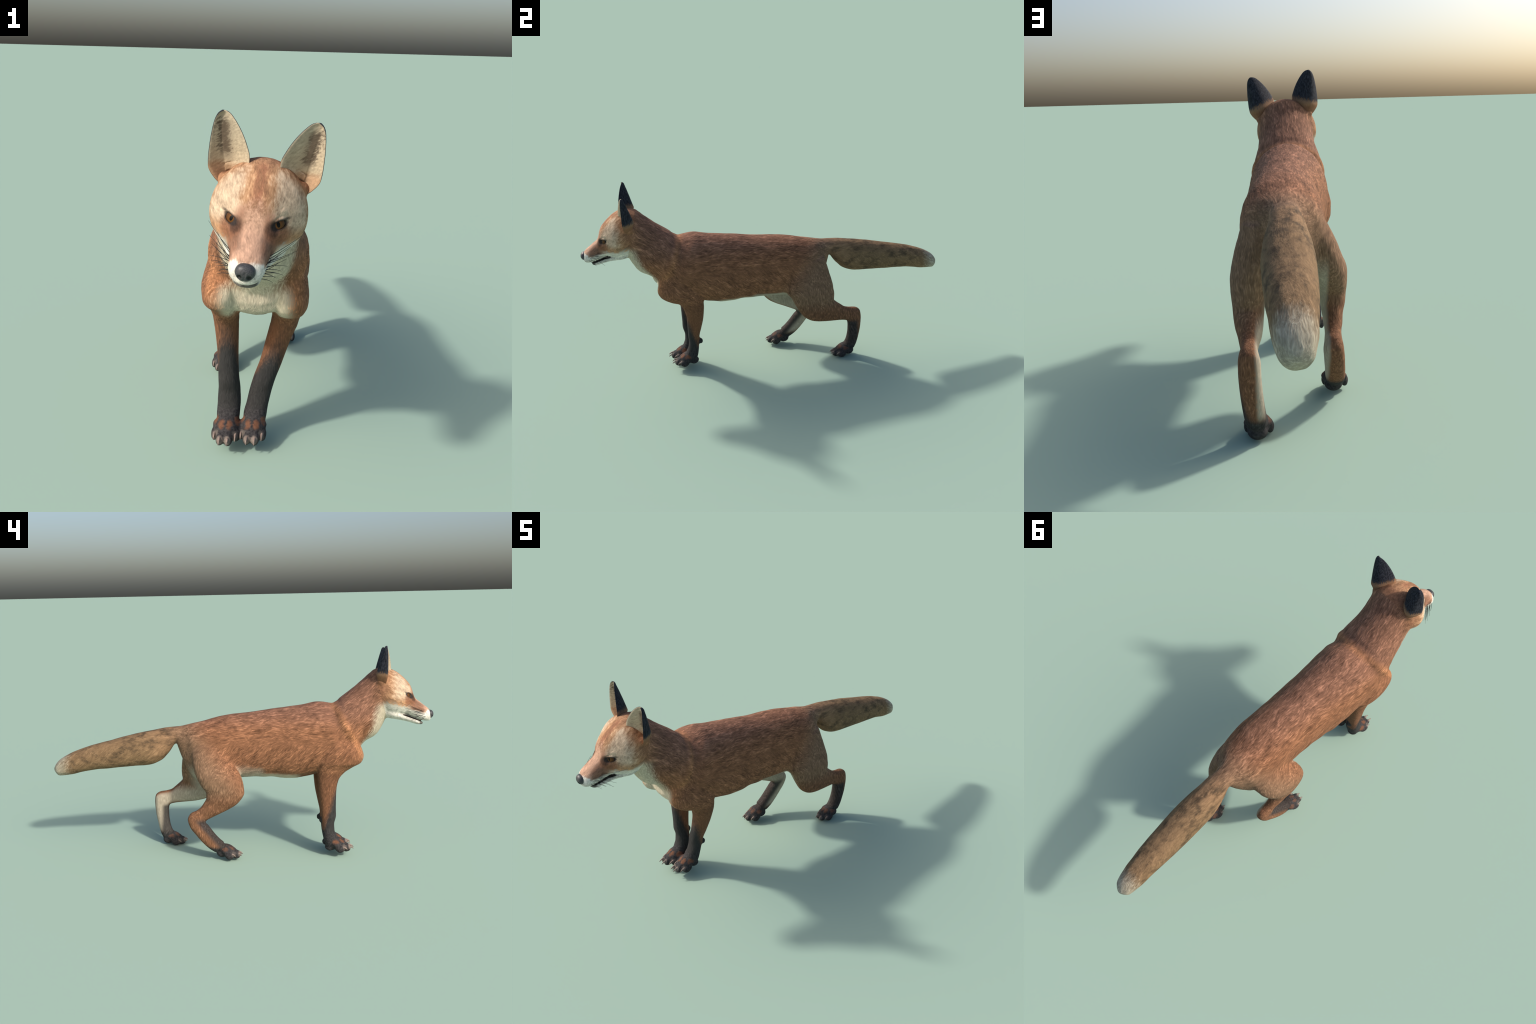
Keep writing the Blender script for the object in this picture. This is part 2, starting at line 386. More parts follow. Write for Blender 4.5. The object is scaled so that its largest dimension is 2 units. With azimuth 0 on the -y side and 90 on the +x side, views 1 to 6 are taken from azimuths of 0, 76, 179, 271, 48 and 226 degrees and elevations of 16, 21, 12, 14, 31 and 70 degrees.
# ------------------------------------------------------------------ node language
class S:
    """A shader value; arithmetic on it adds nodes."""
    def __init__(self, g, sock): self.g, self.s = g, sock
    def _m(self, op, *o): return self.g.math(op, self, *o)
    def __add__(self, o): return self._m('ADD', o)
    __radd__ = __add__
    def __mul__(self, o): return self._m('MULTIPLY', o)
    __rmul__ = __mul__
    def __sub__(self, o): return self._m('SUBTRACT', o)
    def __rsub__(self, o): return self.g.math('SUBTRACT', o, self)
    def __truediv__(self, o): return self._m('DIVIDE', o)
    def __neg__(self): return self * -1.0
    def abs(self): return self._m('ABSOLUTE')
    def max(self, o): return self._m('MAXIMUM', o)
    def min(self, o): return self._m('MINIMUM', o)
class Graph:
    def __init__(self, name):
        self.mat = bpy.data.materials.new(name); self.mat.use_nodes = True
        self.t = self.mat.node_tree; self.bsdf = self.t.nodes['Principled BSDF']
        tc = self.node('ShaderNodeTexCoord'); self.pos = tc.outputs['Object']
        sp = self.node('ShaderNodeSeparateXYZ'); self.link(self.pos, sp.inputs[0])
        self.x, self.y, self.z = (S(self, o) for o in sp.outputs)
    def node(self, kind): return self.t.nodes.new(kind)
    def link(self, a, b): self.t.links.new(a, b)
    def put(self, val, sock):
        if isinstance(val, S): self.link(val.s, sock)
        else: sock.default_value = val
    def math(self, op, *args):
        nd = self.node('ShaderNodeMath'); nd.operation = op
        for i, a in enumerate(args): self.put(a, nd.inputs[i])
        return S(self, nd.outputs[0])
    def dot(self, vec, origin):
        """component of (position - origin) along vec"""
        nd = self.node('ShaderNodeVectorMath'); nd.operation = 'DOT_PRODUCT'
        self.link(self.pos, nd.inputs[0]); nd.inputs[1].default_value = tuple(vec)
        return S(self, nd.outputs['Value']) - float(np.dot(vec, origin))
    def step(self, v, a, b):
        """smooth 0..1 as v goes from a to b (a may be larger than b)"""
        nd = self.node('ShaderNodeMapRange'); nd.interpolation_type = 'SMOOTHSTEP'; nd.clamp = True
        flip = a > b
        self.put(v, nd.inputs['Value']); nd.inputs['From Min'].default_value = min(a, b); nd.inputs['From Max'].default_value = max(a, b)
        nd.inputs['To Min'].default_value, nd.inputs['To Max'].default_value = (1, 0) if flip else (0, 1)
        return S(self, nd.outputs[0])
    def blob(self, comps, radii, centre, soft=0.5):
        """1 inside an ellipsoid, falling to 0 outside"""
        t = None
        for c, r, o in zip(comps, radii, centre):
            if r is None: continue
            d = (c - o) * (1.0 / r); d = d * d
            t = d if t is None else t + d
        return self.step(t, 1 + soft, max(0.0, 1 - soft))
    def noise(self, scale, detail=3.0, rough=0.55, stretch=(1, 1, 1), rot=(0, 0, 0), warp=None, distort=0.0):
        mp = self.node('ShaderNodeMapping'); mp.vector_type = 'TEXTURE' if False else 'POINT'
        mp.inputs['Scale'].default_value = stretch
        src = self.pos
        if any(rot):
            r = self.node('ShaderNodeVectorRotate'); r.rotation_type = 'EULER_XYZ'
            self.link(src, r.inputs['Vector']); r.inputs['Rotation'].default_value = rot; src = r.outputs[0]
        if warp is not None:
            ad = self.node('ShaderNodeVectorMath'); ad.operation = 'ADD'
            self.link(src, ad.inputs[0]); self.link(warp, ad.inputs[1]); src = ad.outputs[0]
        self.link(src, mp.inputs[0])
        nt = self.node('ShaderNodeTexNoise'); self.link(mp.outputs[0], nt.inputs['Vector'])
        nt.inputs['Scale'].default_value = scale; nt.inputs['Detail'].default_value = detail
        nt.inputs['Roughness'].default_value = rough; nt.inputs['Distortion'].default_value = distort
        return S(self, nt.outputs['Fac'])
    def warp(self, scale, amount):
        nt = self.node('ShaderNodeTexNoise'); self.link(self.pos, nt.inputs['Vector'])
        nt.inputs['Scale'].default_value = scale; nt.inputs['Detail'].default_value = 1.0
        a = self.node('ShaderNodeVectorMath'); a.operation = 'SUBTRACT'; self.link(nt.outputs['Color'], a.inputs[0]); a.inputs[1].default_value = (.5, .5, .5)
        b = self.node('ShaderNodeVectorMath'); b.operation = 'SCALE'; self.link(a.outputs[0], b.inputs[0]); b.inputs['Scale'].default_value = amount
        return b.outputs[0]
    def mix(self, fac, a, b, kind='MIX'):
        nd = self.node('ShaderNodeMix'); nd.data_type = 'RGBA'; nd.blend_type = kind
        self.put(fac, nd.inputs[0])
        for val, sock in ((a, nd.inputs[6]), (b, nd.inputs[7])):
            if isinstance(val, S): self.link(val.s, sock)
            else: sock.default_value = (*val, 1)
        return S(self, nd.outputs[2])
    def fmix(self, fac, a, b):
        nd = self.node('ShaderNodeMix'); nd.data_type = 'FLOAT'
        self.put(fac, nd.inputs[0]); self.put(a, nd.inputs[2]); self.put(b, nd.inputs[3])
        return S(self, nd.outputs[0])
    def scale(self, col, k):
        """multiply a colour by a number"""
        nd = self.node('ShaderNodeVectorMath'); nd.operation = 'SCALE'
        self.link(col.s, nd.inputs[0]); self.put(k, nd.inputs['Scale'])
        return S(self, nd.outputs[0])
    def finish(self, col, bump=None, rough=0.85, strength=0.3, dist=0.004, spec=0.15):
        if isinstance(col, S): self.link(col.s, self.bsdf.inputs['Base Color'])
        else: self.bsdf.inputs['Base Color'].default_value = (*col, 1)
        self.bsdf.inputs['Roughness'].default_value = rough
        self.bsdf.inputs['Specular IOR Level'].default_value = spec
        if bump is not None:
            b = self.node('ShaderNodeBump'); b.inputs['Strength'].default_value = strength; b.inputs['Distance'].default_value = dist
            self.link(bump.s, b.inputs['Height']); self.link(b.outputs[0], self.bsdf.inputs['Normal'])
        return self.mat

# coat colours (linear)
RUST = (0.222, 0.101, 0.052)
ROAN = (0.212, 0.104, 0.065)
TAN = (0.208, 0.127, 0.077)
CREAM = (0.500, 0.430, 0.320)
WHITE = (0.640, 0.600, 0.520)
SOOT = (0.036, 0.034, 0.033)
BROWN = (0.110, 0.055, 0.032)

def combed(g, angle, sx, along, across, wp, detail=3.0, rough=0.6):
    """noise drawn out along a direction that points back and `angle` degrees down"""
    c, n_ = math.cos(math.radians(angle)), math.sin(math.radians(angle))
    ad = g.node('ShaderNodeVectorMath'); ad.operation = 'ADD'
    g.link(g.pos, ad.inputs[0]); g.link(wp, ad.inputs[1])
    cb = g.node('ShaderNodeCombineXYZ')
    for i_, (vec, k_) in enumerate((((1, 0, 0), sx), ((0, c, -n_), along), ((0, n_, c), across))):
        d = g.node('ShaderNodeVectorMath'); d.operation = 'DOT_PRODUCT'
        g.link(ad.outputs[0], d.inputs[0]); d.inputs[1].default_value = tuple(q * k_ for q in vec)
        g.link(d.outputs['Value'], cb.inputs[i_])
    nt = g.node('ShaderNodeTexNoise'); g.link(cb.outputs[0], nt.inputs['Vector'])
    nt.inputs['Scale'].default_value = 1.0; nt.inputs['Detail'].default_value = detail; nt.inputs['Roughness'].default_value = rough
    return S(g, nt.outputs['Fac'])

def strands(g):
    """fur grain: backwards on the back, slanting on flank and neck, downwards on breast and legs"""
    wp = g.warp(13.0, 0.030)
    a1 = combed(g, 5, 170, 34, 215, wp, 2.5); a2 = combed(g, 42, 190, 34, 215, wp, 2.5); a3 = combed(g, 78, 190, 36, 190, wp, 2.5)
    b1 = combed(g, 5, 45, 13, 55, wp, 2.0, 0.5); b2 = combed(g, 42, 55, 13, 55, wp, 2.0, 0.5)
    slant = g.step(g.z, 0.66, 0.56).max(g.step(g.y, -0.44, -0.54))
    down = g.step(g.z, 0.46, 0.40).max(g.step((g.y + 0.700) * -0.83 + (g.z - 0.640) * -0.56, -0.075, -0.045)).max(g.step(g.y, 0.10, 0.20) * g.step(g.z, 0.62, 0.52) * g.step(g.y, 0.36, 0.32))
    return g.fmix(down, g.fmix(slant, a1, a2), a3), g.fmix(down, g.fmix(slant, b1, b2), 0.5), a3

def body_material():
    g = Graph('fox_coat')
    x, y, z = g.x, g.y, g.z
    grain, clump, fine = strands(g)
    patch = g.noise(7.0, 2.0, 0.5)
    ragged = (grain - 0.5) * 0.05 + (patch - 0.5) * 0.035
    xc = y * 0.05 + 0.002                                    # the spine line
    side = (x - xc).abs()
    # trunk: roan saddle over rust flanks, tan hindquarters
    col = g.mix(g.step(z + ragged, 0.66, 0.78), RUST, ROAN)
    col = g.mix(g.step(y + ragged + (0.6 - z) * 0.75, 0.08, 0.27) * 0.85, col, TAN)
    # pale collar in front of the shoulder blades
    neckd = (y + 0.500) * -0.87 + (z - 0.805) * 0.49
    collar = g.step((neckd + 0.012 + ragged * 0.5).abs(), 0.030, 0.0)
    col = g.mix(collar * 0.45, col, (0.42, 0.19, 0.085))
    # throat, breast and belly
    front = (y + 0.700) * -0.83 + (z - 0.640) * -0.56
    throat = g.step(front + ragged * 0.6 - side * 0.10, -0.058, -0.020) * g.step(side + ragged, 0.125, 0.085) * g.step(y, -0.50, -0.57)
    belly = g.step(z + ragged * 0.6 + side * 0.10, 0.464, 0.436) * g.step(side, 0.14, 0.10) * g.step(y + ragged, 0.20, 0.12)
    groin = g.step(z + ragged + side * 0.6, 0.56, 0.50) * g.step(y, 0.02, 0.10) * g.step(side + ragged * .5, 0.10, 0.07) * g.step(y + ragged, 0.27, 0.20)
    col = g.mix(throat.max(belly).max(groin), col, CREAM)
    # pale ruff behind the cheeks, running on from the face
    fh, uh = g.dot(HF, HO), g.dot(HU, HO)
    ruff = g.step(fh + ragged * 1.2 + uh * -0.25, -0.055, 0.005) * g.step(uh + ragged * 0.8, -0.020, -0.070) * g.step(y, -0.60, -0.66)
    col = g.mix(ruff, col, CREAM)
    nape = g.step(fh + ragged, -0.10, -0.03) * g.step(uh, -0.08, -0.03) * g.step(y, -0.60, -0.66)
    col = g.mix(nape * 0.7, col, (0.245, 0.120, 0.066))
    # legs
    hind = g.step(y, -0.15, -0.10)
    # hind legs: rust shank, cream inner face, dark shin
    shank = g.step(z + ragged, 0.40, 0.30) * hind
    col = g.mix(shank, col, g.mix(patch, (0.150, 0.072, 0.040), (0.225, 0.108, 0.056)))
    inner = g.step(x.abs() + ragged * 0.3, 0.120, 0.106) * hind * g.step(z, 0.52, 0.42) * g.step(z, 0.055, 0.10) * g.step(z, 0.36, 0.30).max(g.step(y + ragged, 0.30, 0.22))
    col = g.mix(inner * 0.95, col, (0.40, 0.345, 0.265))
    left = g.step(x, 0.0, 0.02)
    # distance in front of the rear edge of each metatarsal
    shin_l = g.step((y - 0.456) * -1.0 + (x - 0.128) * 0.28 + (0.15 - z) * 0.10 + ragged * 0.4, -0.012, 0.016) * g.step(z, 0.245, 0.215)
    shin_r = g.step((y - 0.150) * -0.76 + (z - 0.110) * 0.65 + ragged * 0.4, -0.010, 0.018) * g.step(z, 0.235, 0.20)
    shin = g.fmix(left, shin_r, shin_l) * hind
    col = g.mix(shin * 0.92, col, SOOT)
    # forelegs: black stocking that climbs the front
    fore = g.step(y, -0.28, -0.33) * g.step(z, 0.47, 0.44)
    infront = ((y + 0.455) * (-1 / 0.045)).min(1.15)                      # +1 front edge, -1 rear edge
    rise = g.step(z * 1.0 + infront * -0.15 + ragged * 1.4, 0.285, 0.170)
    col = g.mix(fore, col, (0.175, 0.080, 0.042))
    col = g.mix(fore * rise, col, SOOT)
    pads = g.blob((x, y, z), (0.022, 0.020, 0.026), (-0.100, -0.420, 0.196), 0.5).max(g.blob((x, y, z), (0.022, 0.020, 0.026), (0.012, -0.416, 0.178), 0.5))
    col = g.mix(pads, col, SOOT)
    foot = g.step(z + ragged * 0.3, 0.105, 0.075)
    col = g.mix(foot * g.fmix(hind, 1.0, g.step(z, 0.085, 0.06)), col, SOOT)
    # brush: grizzled, dark blotches, white tip
    tail = g.step(y, 0.30, 0.40) * g.step(z, 0.40, 0.44)
    blot = g.noise(1.0, 4.0, 0.65, (34, 15, 30), (math.radians(-14), 0, 0))
    tcol = g.mix(g.step(y + ragged, 0.32, 0.55), (0.275, 0.162, 0.088), (0.205, 0.128, 0.068))
    tcol = g.mix(g.step(blot + z * 0.45, 0.70, 0.98) * 0.85, tcol, (0.058, 0.041, 0.026))
    tcol = g.mix(g.step(y + ragged * 1.5, 0.885, 0.985), tcol, (0.38, 0.335, 0.25))
    col = g.mix(tail, col, tcol)
    pale = throat.max(belly).max(ruff).max(groin).max(inner).max(tail * 0.8)
    k = ((grain - 0.5) * 2.0 + (clump - 0.5) * 1.3) * (1.0 - pale * 0.55) + 1.0
    col = g.scale(col, k.max(0.30))
    col = g.scale(col, g.step(grain + clump * 0.4, 0.72, 0.95) * (0.34 - pale * 0.22) + 1.0)
    return g.finish(col, grain + clump, 0.88, 0.35, 0.006)

def head_material():
    g = Graph('fox_face')
    a0, f, u = g.dot(HL, HO), g.dot(HF, HO), g.dot(HU, HO)
    a = a0.abs()
    wp = g.warp(14.0, 0.020)
    grain = combed(g, -35, 230, 60, 230, wp)
    patch = combed(g, -40, 62, 30, 62, wp, 2.0, 0.55)
    ragged = (grain - 0.5) * 0.030 + (patch - 0.5) * 0.055
    # back of the skull runs into the neck
    col = g.mix(g.step(f + ragged, 0.045, -0.03), (0.42, 0.235, 0.125), (0.245, 0.118, 0.064))
    # frosted brow and temples
    frost = g.step(f + ragged, 0.01, 0.06) * g.step(a + ragged, 0.025, 0.055) * g.step(u, -0.05, -0.01)
    col = g.mix(frost * 0.75, col, (0.52, 0.41, 0.295))
    # reddish blaze down the forehead
    blaze = g.step(a + ragged * 0.8, 0.030, 0.006) * g.step(f, 0.0, 0.05) * g.step(u, -0.03, 0.0)
    col = g.mix(blaze * (patch * 1.6 - 0.1), col, (0.235, 0.098, 0.056))
    scowl = g.blob((a, f, u), (0.034, 0.05, 0.034), (0.0, 0.125, 0.004), 0.9)
    col = g.mix(scowl * g.step(patch, 0.42, 0.62) * 0.7, col, (0.19, 0.095, 0.058))
    # muzzle: warm bridge, greyish brown sides
    muz = g.step(f + ragged * 0.5, 0.112, 0.140)
    col = g.mix(muz, col, (0.47, 0.285, 0.195))
    flank = muz * g.step(a + ragged * 0.3, 0.016, 0.036) * g.step(f, 0.205, 0.175)
    col = g.mix(flank * 0.9, col, (0.215, 0.110, 0.068))
    # smudges under and in front of the eye, dark cheek spots
    under = g.blob((a, f, u + ragged * 0.5), (0.036, 0.040, 0.030), (0.060, 0.114, -0.036), 0.8)
    col = g.mix(under * 0.85, col, (0.215, 0.090, 0.048))
    tear = g.blob((a, f, u), (0.018, 0.024, 0.021), (0.045, 0.128, -0.024), 0.8)
    col = g.mix(tear * 0.85, col, (0.060, 0.034, 0.024))
    spot = g.blob((a, f, u + ragged), (0.05, 0.016, 0.018), (0.118, 0.032, -0.046), 0.7)
    col = g.mix(spot * 0.45, col, (0.19, 0.110, 0.062))
    # white lips, chin, cheeks
    cheek = g.step(u + f * 0.16 + ragged * 0.8, -0.040, -0.066) * g.step(f, 0.13, 0.10) * g.step(f + ragged - u * 0.25, -0.03, 0.03)
    lip = g.step(u + f * 0.36 + ragged * 0.3, -0.032, -0.046) * g.step(f, 0.08, 0.12)
    tip = g.step(f - u + a * 0.45 + ragged * 0.6, 0.306, 0.326) * g.step(f, 0.15, 0.18)
    jaw = g.step(u, -0.095, -0.110)
    col = g.mix(g.step(u + ragged * 0.8, -0.03, -0.07) * g.step(f, 0.05, 0.0), col, CREAM)
    col = g.mix(cheek.max(lip).max(tip).max(jaw), col, WHITE)
    # eye rims and the dark line behind the eye
    def eyeline(s):
        c, o, sl, li = EYES[s]
        p, q = g.dot(sl, c), g.dot(li, c)
        rim = g.blob((p, q), (0.0280, 0.0136), (-0.001, -0.0005), 0.40)
        lash = g.step((q - 0.009 + p * 0.10).abs(), 0.006, 0.001) * g.step(p, -0.018, -0.005) * g.step(p, 0.050, 0.026)
        return rim.max(lash * 0.85) * g.step(a0 * s, 0.0, 0.02) * g.step(f, 0.05, 0.07)
    col = g.mix((eyeline(-1).max(eyeline(1))) * 0.92, col, (0.030, 0.024, 0.022))
    chin = g.step(f, 0.160, 0.176) * g.step(u + f * 0.3, -0.088, -0.0955) 
    col = g.mix(chin * 0.85, col, (0.025, 0.020, 0.020))
    # mouth line
    line = g.step((u + 0.1115 + (f - 0.086) * 0.385).abs(), 0.0042, 0.0022) * g.step(f, 0.078, 0.088) * g.step(f, 0.192, 0.184)
    col = g.mix(line, col, (0.020, 0.016, 0.016))
    k = (grain - 0.5) * 1.2 + (patch - 0.5) * 1.25 + 1.0
    col = g.scale(col, k.max(0.4))
    return g.finish(col, grain, 0.85, 0.22, 0.004)

def paw_material(name):
    g = Graph('fox_paw')
    o, l, f, k = paw_frame(name)
    a, b, c = g.dot(l, o).abs(), g.dot(f, o), g.z - float(o[2])
    grain = g.noise(140.0, 3.0, 0.6)
    rag = (grain - 0.5) * 0.014 + (g.noise(55.0, 1.0) - 0.5) * 0.012
    col = g.mix(g.step(grain, 0.3, 0.7), (0.022, 0.020, 0.021), (0.055, 0.050, 0.050))
    dull = 1.0 if name.startswith('fore') else 0.6
    for la, fo in TOES[2:]:
        spot = g.blob((a + rag, b + rag, c), (0.0100 * k, 0.017 * k, 0.015 * k), (la * k, (fo - 0.022) * k, 0.056 * k), 0.85)
        col = g.mix(spot * (grain * 0.9 + 0.3) * dull, col, (0.185, 0.078, 0.040))
        pale = g.blob((a + rag, b, c), (0.0125 * k, 0.013 * k, 0.016 * k), (la * 0.9 * k, (fo + 0.024) * k, 0.028 * k), 0.8)
        col = g.mix(pale * (0.6 if la < .02 else 0.3) * dull, col, (0.300, 0.240, 0.195))
    sole = g.step(c, 0.010, 0.004)
    col = g.mix(sole, col, (0.020, 0.019, 0.020))
    return g.finish(col, grain, 0.8, 0.2, 0.002)

def ear_material(back):
    g = Graph('ear_back' if back else 'ear_lining')
    a0, f, u = g.dot(HL, HO), g.dot(HF, HO), g.dot(HU, HO)
    a = a0.abs()
    if back:
        grain = g.noise(1.0, 3.0, 0.6, (220, 220, 70))
        rag = (grain - 0.5) * 0.05
        col = g.mix(g.step(grain, 0.3, 0.75), (0.012, 0.013, 0.018), (0.040, 0.042, 0.052))
        fringe = g.step(u + rag - (a - 0.09) * -0.35, 0.126, 0.104)
        col = g.mix(fringe, col, g.mix(g.step(u, 0.098, 0.075), (0.27, 0.155, 0.086), (0.235, 0.115, 0.062)))
        return g.finish(g.scale(col, (grain - .5) * .8 + 1.0), grain, 0.8, 0.25, 0.003)
    grain = g.noise(1.0, 3.0, 0.6, (60, 120, 190), (0, math.radians(25), 0))
    rag = (grain - 0.5) * 0.05
    col = g.mix(g.step(u, 0.10, 0.21), (0.45, 0.36, 0.245), (0.40, 0.33, 0.235))
    # dark hollow, nearer the outer edge
    mid = (u - 0.10) * 0.17 + 0.103
    hollow = g.step((a - mid + rag).abs(), 0.026, 0.006) * g.step(u + rag, 0.105, 0.135) * g.step(u + rag, 0.222, 0.200)
    col = g.mix(hollow * 0.85, col, (0.075, 0.050, 0.034))
    warm = g.step(u + rag * 0.5, 0.112, 0.088)
    col = g.mix(warm * 0.7, col, (0.42, 0.235, 0.125))
    return g.finish(g.scale(col, (grain - .5) * 1.1 + 1.0), grain, 0.85, 0.3, 0.003)

COAT, FACE = body_material(), head_material()
EAR_BACK, EAR_LINING = ear_material(True), ear_material(False)
PAW_MAT = {n_: paw_material(n_) for n_ in PAWS}

def plain(name, c1, c2, scale, rough, spec=0.4, bump=0.2):
    g = Graph(name)
    nz = g.noise(scale, 3.0, 0.6)
    return g.finish(g.mix(g.step(nz, 0.3, 0.7), c1, c2), nz, rough, bump, 0.002, spec)
CLAW = plain('claw_horn', (0.16, 0.12, 0.10), (0.30, 0.22, 0.18), 90.0, 0.5)
WHISKER = plain('whisker_hair', (0.008, 0.007, 0.007), (0.016, 0.014, 0.013), 50.0, 0.5)

# ------------------------------------------------------------------ assemble
scene = bpy.context.scene.collection
fox = bpy.data.objects.new('fox', None); scene.objects.link(fox)
fox['label'] = 'slender red fox in mid-step with black ears and stockings'
fox['category'] = 'fox'
def part(name, verts, faces, mats, parent=fox, smooth=True, vnormals=None):
    m = bpy.data.meshes.new(name)
    m.from_pydata(np.asarray(verts).tolist(), [], [tuple(map(int, q)) for q in faces])
    for mt in (mats if isinstance(mats, (list, tuple)) else [mats]): m.materials.append(mt)
    m.polygons.foreach_set('use_smooth', [smooth] * len(m.polygons))
    m.update()
    if vnormals is not None:
        m.normals_split_custom_set_from_vertices(np.asarray(vnormals).tolist())
    o = bpy.data.objects.new(name, m); scene.objects.link(o); o.parent = parent
    return o

made = {}
order = ['torso', 'neck', 'head', 'lower_jaw', 'tail'] + list(LEGS) + [k + '_paw' for k in LEGS]
for lab in order:
    sel = quads[label == lab]
    if not len(sel): continue
    used, inv = np.unique(sel, return_inverse=True)
    mat = FACE if lab in ('head', 'lower_jaw') else PAW_MAT[lab[:-4]] if lab.endswith('_paw') else COAT
    nm = 'paw' if lab.endswith('_paw') else lab.split('_right')[0].split('_left')[0]
    par = made[lab[:-4]] if lab.endswith('_paw') else made['head'] if lab == 'lower_jaw' else fox
    made[lab] = part(nm, co[used], inv.reshape(-1, 4), mat, par, True, nrm[used])
skin_bvh = BVHTree.FromPolygons(co.tolist(), quads.tolist())

# ears: a thin cup, black behind, pale lined
def curve(pts_):
    P = np.array(pts_, float)
    Q = hermite(np.hstack([P, np.zeros((len(P), 4 - P.shape[1] if P.shape[1] < 4 else 0))]), 24)[:, :P.shape[1]]
    d = np.r_[0, np.cumsum(np.linalg.norm(np.diff(Q, axis=0), axis=1))]
    return lambda t: np.array([np.interp(t * d[-1], d, Q[:, k]) for k in range(P.shape[1])])
OUTER = curve([(0.098, -0.012, 0.036), (0.128, -0.005, 0.060), (0.146, 0.0, 0.090), (0.148, 0.001, 0.120), (0.1475, 0.001, 0.150), (0.1455, 0.001, 0.178), (0.141, 0.000, 0.208), (0.133, -0.002, 0.225), (0.121, -0.003, 0.233)])
INNER = curve([(0.070, 0.026, 0.060), (0.046, 0.026, 0.088), (0.039, 0.023, 0.112), (0.041, 0.021, 0.131), (0.050, 0.018, 0.154), (0.062, 0.014, 0.177), (0.076, 0.009, 0.198), (0.092, 0.003, 0.217), (0.106, -0.003, 0.229), (0.117, -0.007, 0.233)])
def ear(s):
    nt, ns = 40, 28
    grid = np.zeros((nt + 1, ns + 1, 3))
    for i in range(nt + 1):
        t = i / nt
        o, q = OUTER(t), INNER(t)
        depth = np.interp(t, [0, .06, .15, .3, .55, .75, .92, 1], [.004, .030, .056, .064, .046, .030, .014, .002])
        for j in range(ns + 1):
            r = j / ns
            p = q + (o - q) * r
            bulge = (1 - abs(2 * r - 1) ** 2.4)
            p = p + V(0.006 * bulge, -depth * bulge, 0)
            grid[i, j] = p
    # shell thickness along the surface normal, thinning to the rim
    du, dv = np.gradient(grid, axis=0), np.gradient(grid, axis=1)
    nn = np.cross(du, dv); nn /= np.linalg.norm(nn, axis=2, keepdims=True) + 1e-9
    if nn[nt // 2, ns // 2, 1] > 0: nn = -nn                    # outwards = backwards
    th = np.full((nt + 1, ns + 1, 1), 0.0034)
    th[:, [0, -1]] = 0.0015; th[-1] = 0.0012
    fat = np.zeros_like(th)                                     # furry padding inside the cup
    for i in range(nt + 1):
        for j in range(ns + 1):
            fat[i, j] = np.interp(i / nt, [0, .08, .25, .6, .9, 1], [.0, .006, .024, .017, .005, 0]) * (1 - abs(2 * j / ns - 1) ** 2.2)
    outer, inner = grid + nn * th * 0.5, grid - nn * (th * 0.5 + fat)
    verts, faces, mat = [], [], []
    for gset in (outer, inner):
        for row in gset.reshape(-1, 3):
            verts.append(head(s * row[0], row[1], row[2]))
    W, N = ns + 1, (nt + 1) * (ns + 1)
    for layer in (0, 1):
        for i in range(nt):
            for j in range(ns):
                q = [layer * N + i * W + j, layer * N + i * W + j + 1, layer * N + (i + 1) * W + j + 1, layer * N + (i + 1) * W + j]
                faces.append(q if (layer == 0) == (s > 0) else q[::-1]); mat.append(layer)
    rim = [(i, 0) for i in range(nt + 1)] + [(nt, j) for j in range(1, ns + 1)] + [(i, ns) for i in range(nt - 1, -1, -1)]
    for (i, j), (k, l) in zip(rim, rim[1:]):
        q = [i * W + j, k * W + l, N + k * W + l, N + i * W + j]
        faces.append(q); mat.append(0)
    ob = part('ear', verts, faces, [EAR_BACK, EAR_LINING], made['head'])
    bm = bmesh.new(); bm.from_mesh(ob.data); bmesh.ops.recalc_face_normals(bm, faces=bm.faces); bm.to_mesh(ob.data); bm.free()
    ob.data.polygons.foreach_set('material_index', mat)
    return ob
for s in (-1, 1): ear(s)

# eyes
def eye_material(s):
    c, out, slit, lift = EYES[s]
    g = Graph('eye_amber')
    fwd = unit(0.75 * out + 0.25 * HF + 0.04 * HU)
    p, q = g.dot(slit, c), g.dot(lift, c)
    side_ = unit(np.cross(lift, fwd)); top = np.cross(fwd, side_)
    e = c - out * 0.0250
    p, q = g.dot(side_, e), g.dot(top, e)
    r = g.math('SQRT', p * p + q * q)
    nz = g.noise(400.0, 2.0)
    col = g.mix(g.step(r + (nz - .5) * .002, 0.006, 0.0165), (0.135, 0.056, 0.016), (0.085, 0.036, 0.012))
    pr = g.math('SQRT', p * p * 1.5 + q * q * 0.55)
    col = g.mix(g.step(pr, 0.0062, 0.0052), col, (0.004, 0.004, 0.004))
    col = g.mix(g.step(r, 0.0180, 0.0200), col, (0.02, 0.016, 0.015))
    return g.finish(col, None, 0.35, spec=0.12)
EYE_R = 0.0290
